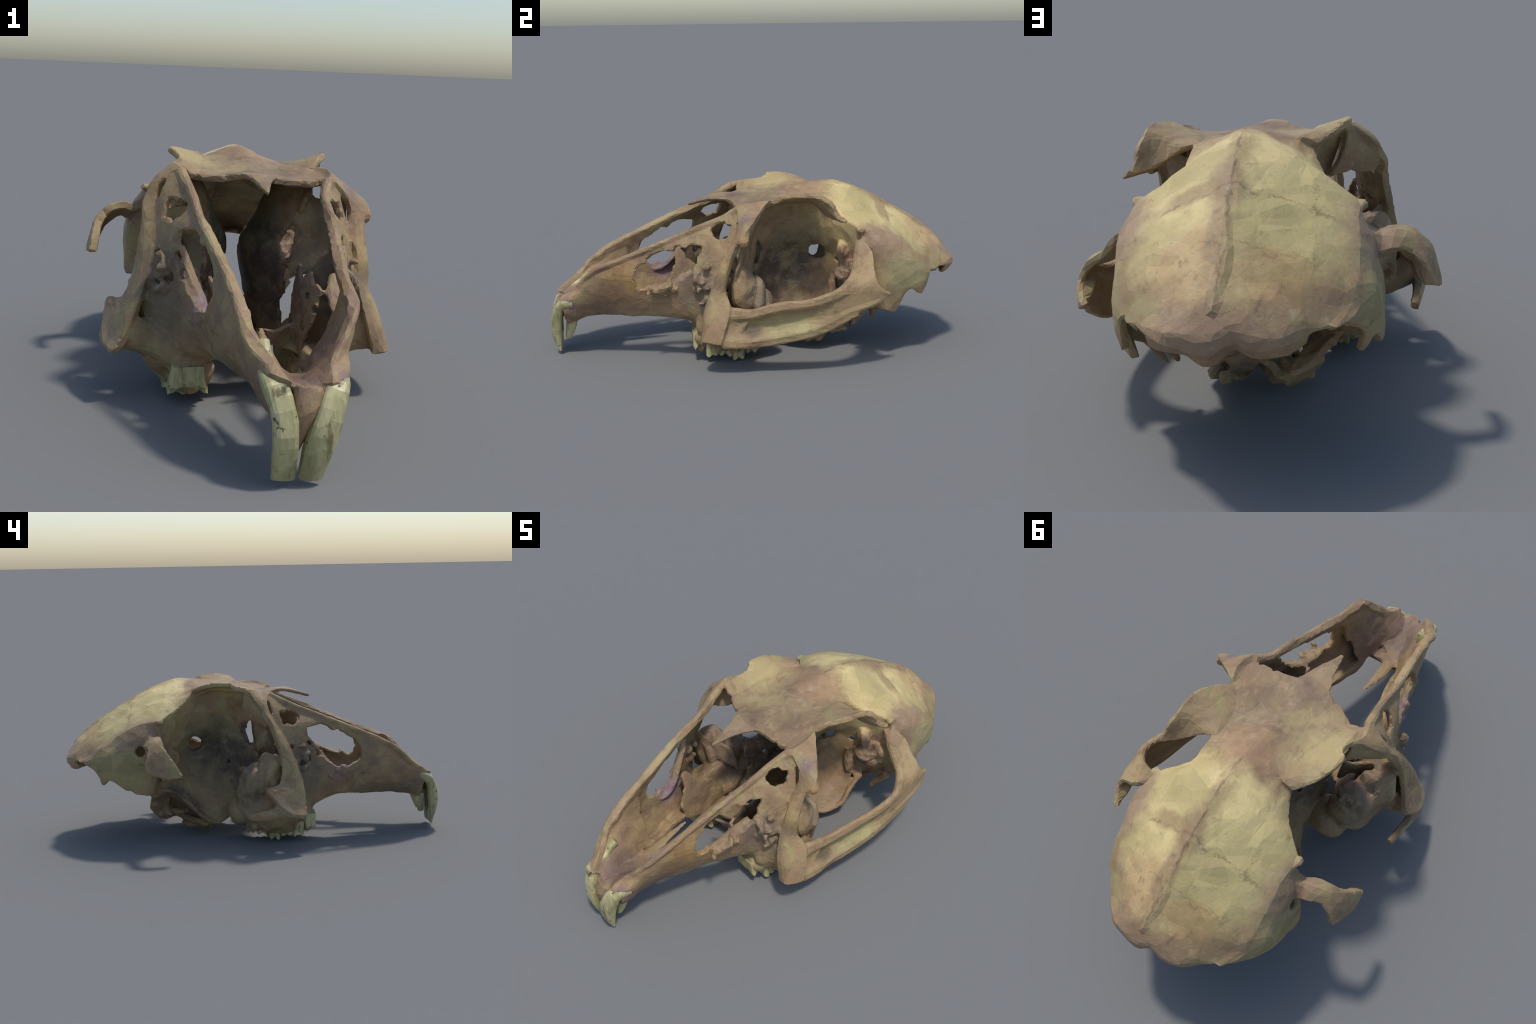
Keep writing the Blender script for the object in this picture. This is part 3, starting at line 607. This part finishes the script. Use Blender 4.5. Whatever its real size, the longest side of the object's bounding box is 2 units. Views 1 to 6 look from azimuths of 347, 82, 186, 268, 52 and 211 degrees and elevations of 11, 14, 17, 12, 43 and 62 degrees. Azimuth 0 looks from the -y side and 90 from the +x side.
def enamel():
    k = Nodes("stained_enamel")
    c = k.mix(k.ramp(k.noise(7, 6, .65, (0, 0, 0), (1, 1, .4), .5), .4, .62), srgb(196, 186, 138), srgb(152, 146, 100))
    c = k.mix(k.math("MULTIPLY", k.ramp(k.noise(18, 7, .7, (3, 3, 3), (1, 1, .3), .4), .52, .68), .85), c, srgb(106, 92, 56))
    c = k.mix(k.math("MULTIPLY", k.spot((-.03, -.93, .08), (.05, .04, .12), .8, .5, 14), .55), c, srgb(98, 88, 56))
    c = k.mix(k.math("MULTIPLY", k.spot((0, -.1, .06), (.35, .3, .035), .8, .8, 20), .6), c, srgb(120, 98, 66))
    c = k.mix(k.math("MULTIPLY", k.ramp(k.noise(34, 3, .5, (7, 1, 3)), .66, .7), .8), c, srgb(48, 40, 34))
    return k.finish(c, .4, .15, 50, .5)

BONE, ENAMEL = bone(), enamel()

# ------------------------------------------------------------------ objects
skull = bpy.data.objects.new("animal_skull", None)
skull.empty_display_size = .2
skull["label"] = "broken weathered hare skull with open nose"
skull["category"] = "animal skull"
bpy.context.scene.collection.objects.link(skull)

def put(name, V, F, mat, parent=skull, stuff=False):
    m = bpy.data.meshes.new(name)
    m.from_pydata([tuple(v) for v in V], [], [tuple(int(i) for i in f) for f in F])
    m.materials.append(mat)
    o = bpy.data.objects.new(name, m)
    o.parent = parent
    if stuff: o["kind"] = "stuff"
    bpy.context.scene.collection.objects.link(o)
    return o

def part(name, sel):
    f = tris[sel]
    if not len(f): return
    u, inv = np.unique(f, return_inverse=True)
    return put(name, co[u], inv.reshape(f.shape), BONE)

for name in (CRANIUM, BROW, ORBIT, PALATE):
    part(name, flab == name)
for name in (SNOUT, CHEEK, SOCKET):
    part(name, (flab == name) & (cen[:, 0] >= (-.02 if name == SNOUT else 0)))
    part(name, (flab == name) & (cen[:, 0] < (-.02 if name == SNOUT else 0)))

def tooth(name, pts, rx, ry, square=3.0, seg=16, tipcut=0.0, mat=None, seed=0):
    """Enamel prism swept along pts with superellipse section rx by ry."""
    S = spline(pts, 14)
    T = np.gradient(S, axis=0); T /= np.linalg.norm(T, axis=1, keepdims=True)
    RX, RY = np.interp(np.linspace(0, 1, 14), np.linspace(0, 1, len(rx)), rx), np.interp(np.linspace(0, 1, 14), np.linspace(0, 1, len(ry)), ry)
    V, F = [], []
    for i in range(14):
        b = np.cross(T[i], (1, 0, 0)); b /= np.linalg.norm(b)
        a = np.cross(b, T[i])
        for k in range(seg):
            w = 2 * math.pi * k / seg
            c, s = math.cos(w), math.sin(w)
            c, s = math.copysign(abs(c) ** (2 / square), c), math.copysign(abs(s) ** (2 / square), s)
            p = S[i] + RX[i] * c * a + RY[i] * s * b
            V.append(p + T[i] * tipcut * (i / 13) ** 6 * s)
    for i in range(13):
        for k in range(seg):
            F.append([i * seg + k, i * seg + (k + 1) % seg, (i + 1) * seg + (k + 1) % seg, (i + 1) * seg + k])
    F += [list(range(seg))[::-1], [13 * seg + k for k in range(seg)]]
    V = np.array(V)
    V = V + np.array([[nz(p, 22, seed), nz(p, 22, seed + 7), nz(p, 22, seed + 3)] for p in V]) * .004
    return put(name, V, F, mat or ENAMEL)

tooth("incisor", [(.085, -.87, .275), (.066, -.925, .265), (.046, -.953, .22), (.022, -.966, .15), (.002, -.964, .08), (-.008, -.957, .022)], [.032, .036, .04, .043, .042, .038], [.02, .024, .026, .026, .024, .008], tipcut=.006)
tooth("incisor", [(-.118, -.80, .362), (-.124, -.87, .312), (-.112, -.935, .275), (-.094, -.96, .22), (-.086, -.97, .14), (-.085, -.962, .07), (-.085, -.957, .026)], [.018, .024, .035, .037, .036, .036, .034], [.018, .02, .024, .026, .026, .022, .008], tipcut=.006, seed=3)
tooth("peg_tooth", [(.03, -.885, .2), (.022, -.9, .13), (.012, -.912, .085)], [.024, .022, .018], [.026, .024, .014])
tooth("peg_tooth", [(-.08, -.88, .2), (-.07, -.9, .13), (-.058, -.91, .085)], [.024, .022, .018], [.026, .024, .014])

for s in (1, -1):
    for j in range(6):
        y = -.29 + j * .062
        w = (.062, .07, .07, .068, .06, .04)[j]
        x = s * (.19, .2, .205, .205, .2, .195)[j] - (.055 if s < 0 and j == 0 else .035 if s < 0 else 0)
        zb = (.064, .03, .03, .008, .032, .044)[j] + .006 * math.sin(j * 5 + s)
        V, F = [], []
        hy = (.027, .029, .03, .028, .029, .02)[j]
        n, mm = 12, 5
        # prism with two transverse ridges on a worn crown
        for b in range(7):
            yy = y - hy + 2 * hy * b / 6
            squeeze = 1 - .12 * (b in (0, 6)) - .08 * (b == 3)
            for a in range(n):
                t = a / (n - 1) * 2 - 1
                ridge = (.008 if b in (1, 5) else -.01 if b == 3 else 0) * (.4 + abs(nz((t * .3, y, s), 9, j)) * 2)
                V.append((x + w * t * squeeze, yy, zb + .012 - ridge + .02 * (abs(t) ** 4) * 0 - .006 * (abs(t) > .75) + .012 * nz((x + t * .3, yy, s), 14)))
        base = len(V)
        for b in range(7):
            yy = y - hy + 2 * hy * b / 6
            for a in range(n):
                t = a / (n - 1) * 2 - 1
                V.append((x + w * t * .8, yy, .14))
        I = lambda b, a: b * n + a
        for b in range(6):
            for a in range(n - 1):
                F.append((I(b, a), I(b, a + 1), I(b + 1, a + 1), I(b + 1, a)))
                F.append((base + I(b, a), base + I(b + 1, a), base + I(b + 1, a + 1), base + I(b, a + 1)))
        for a in range(n - 1):
            F.append((I(0, a + 1), I(0, a), base + I(0, a), base + I(0, a + 1)))
            F.append((I(6, a), I(6, a + 1), base + I(6, a + 1), base + I(6, a)))
        for b in range(6):
            F.append((I(b, 0), I(b + 1, 0), base + I(b + 1, 0), base + I(b, 0)))
            F.append((I(b + 1, n - 1), I(b, n - 1), base + I(b, n - 1), base + I(b + 1, n - 1)))
        put("molar", V, F, ENAMEL)
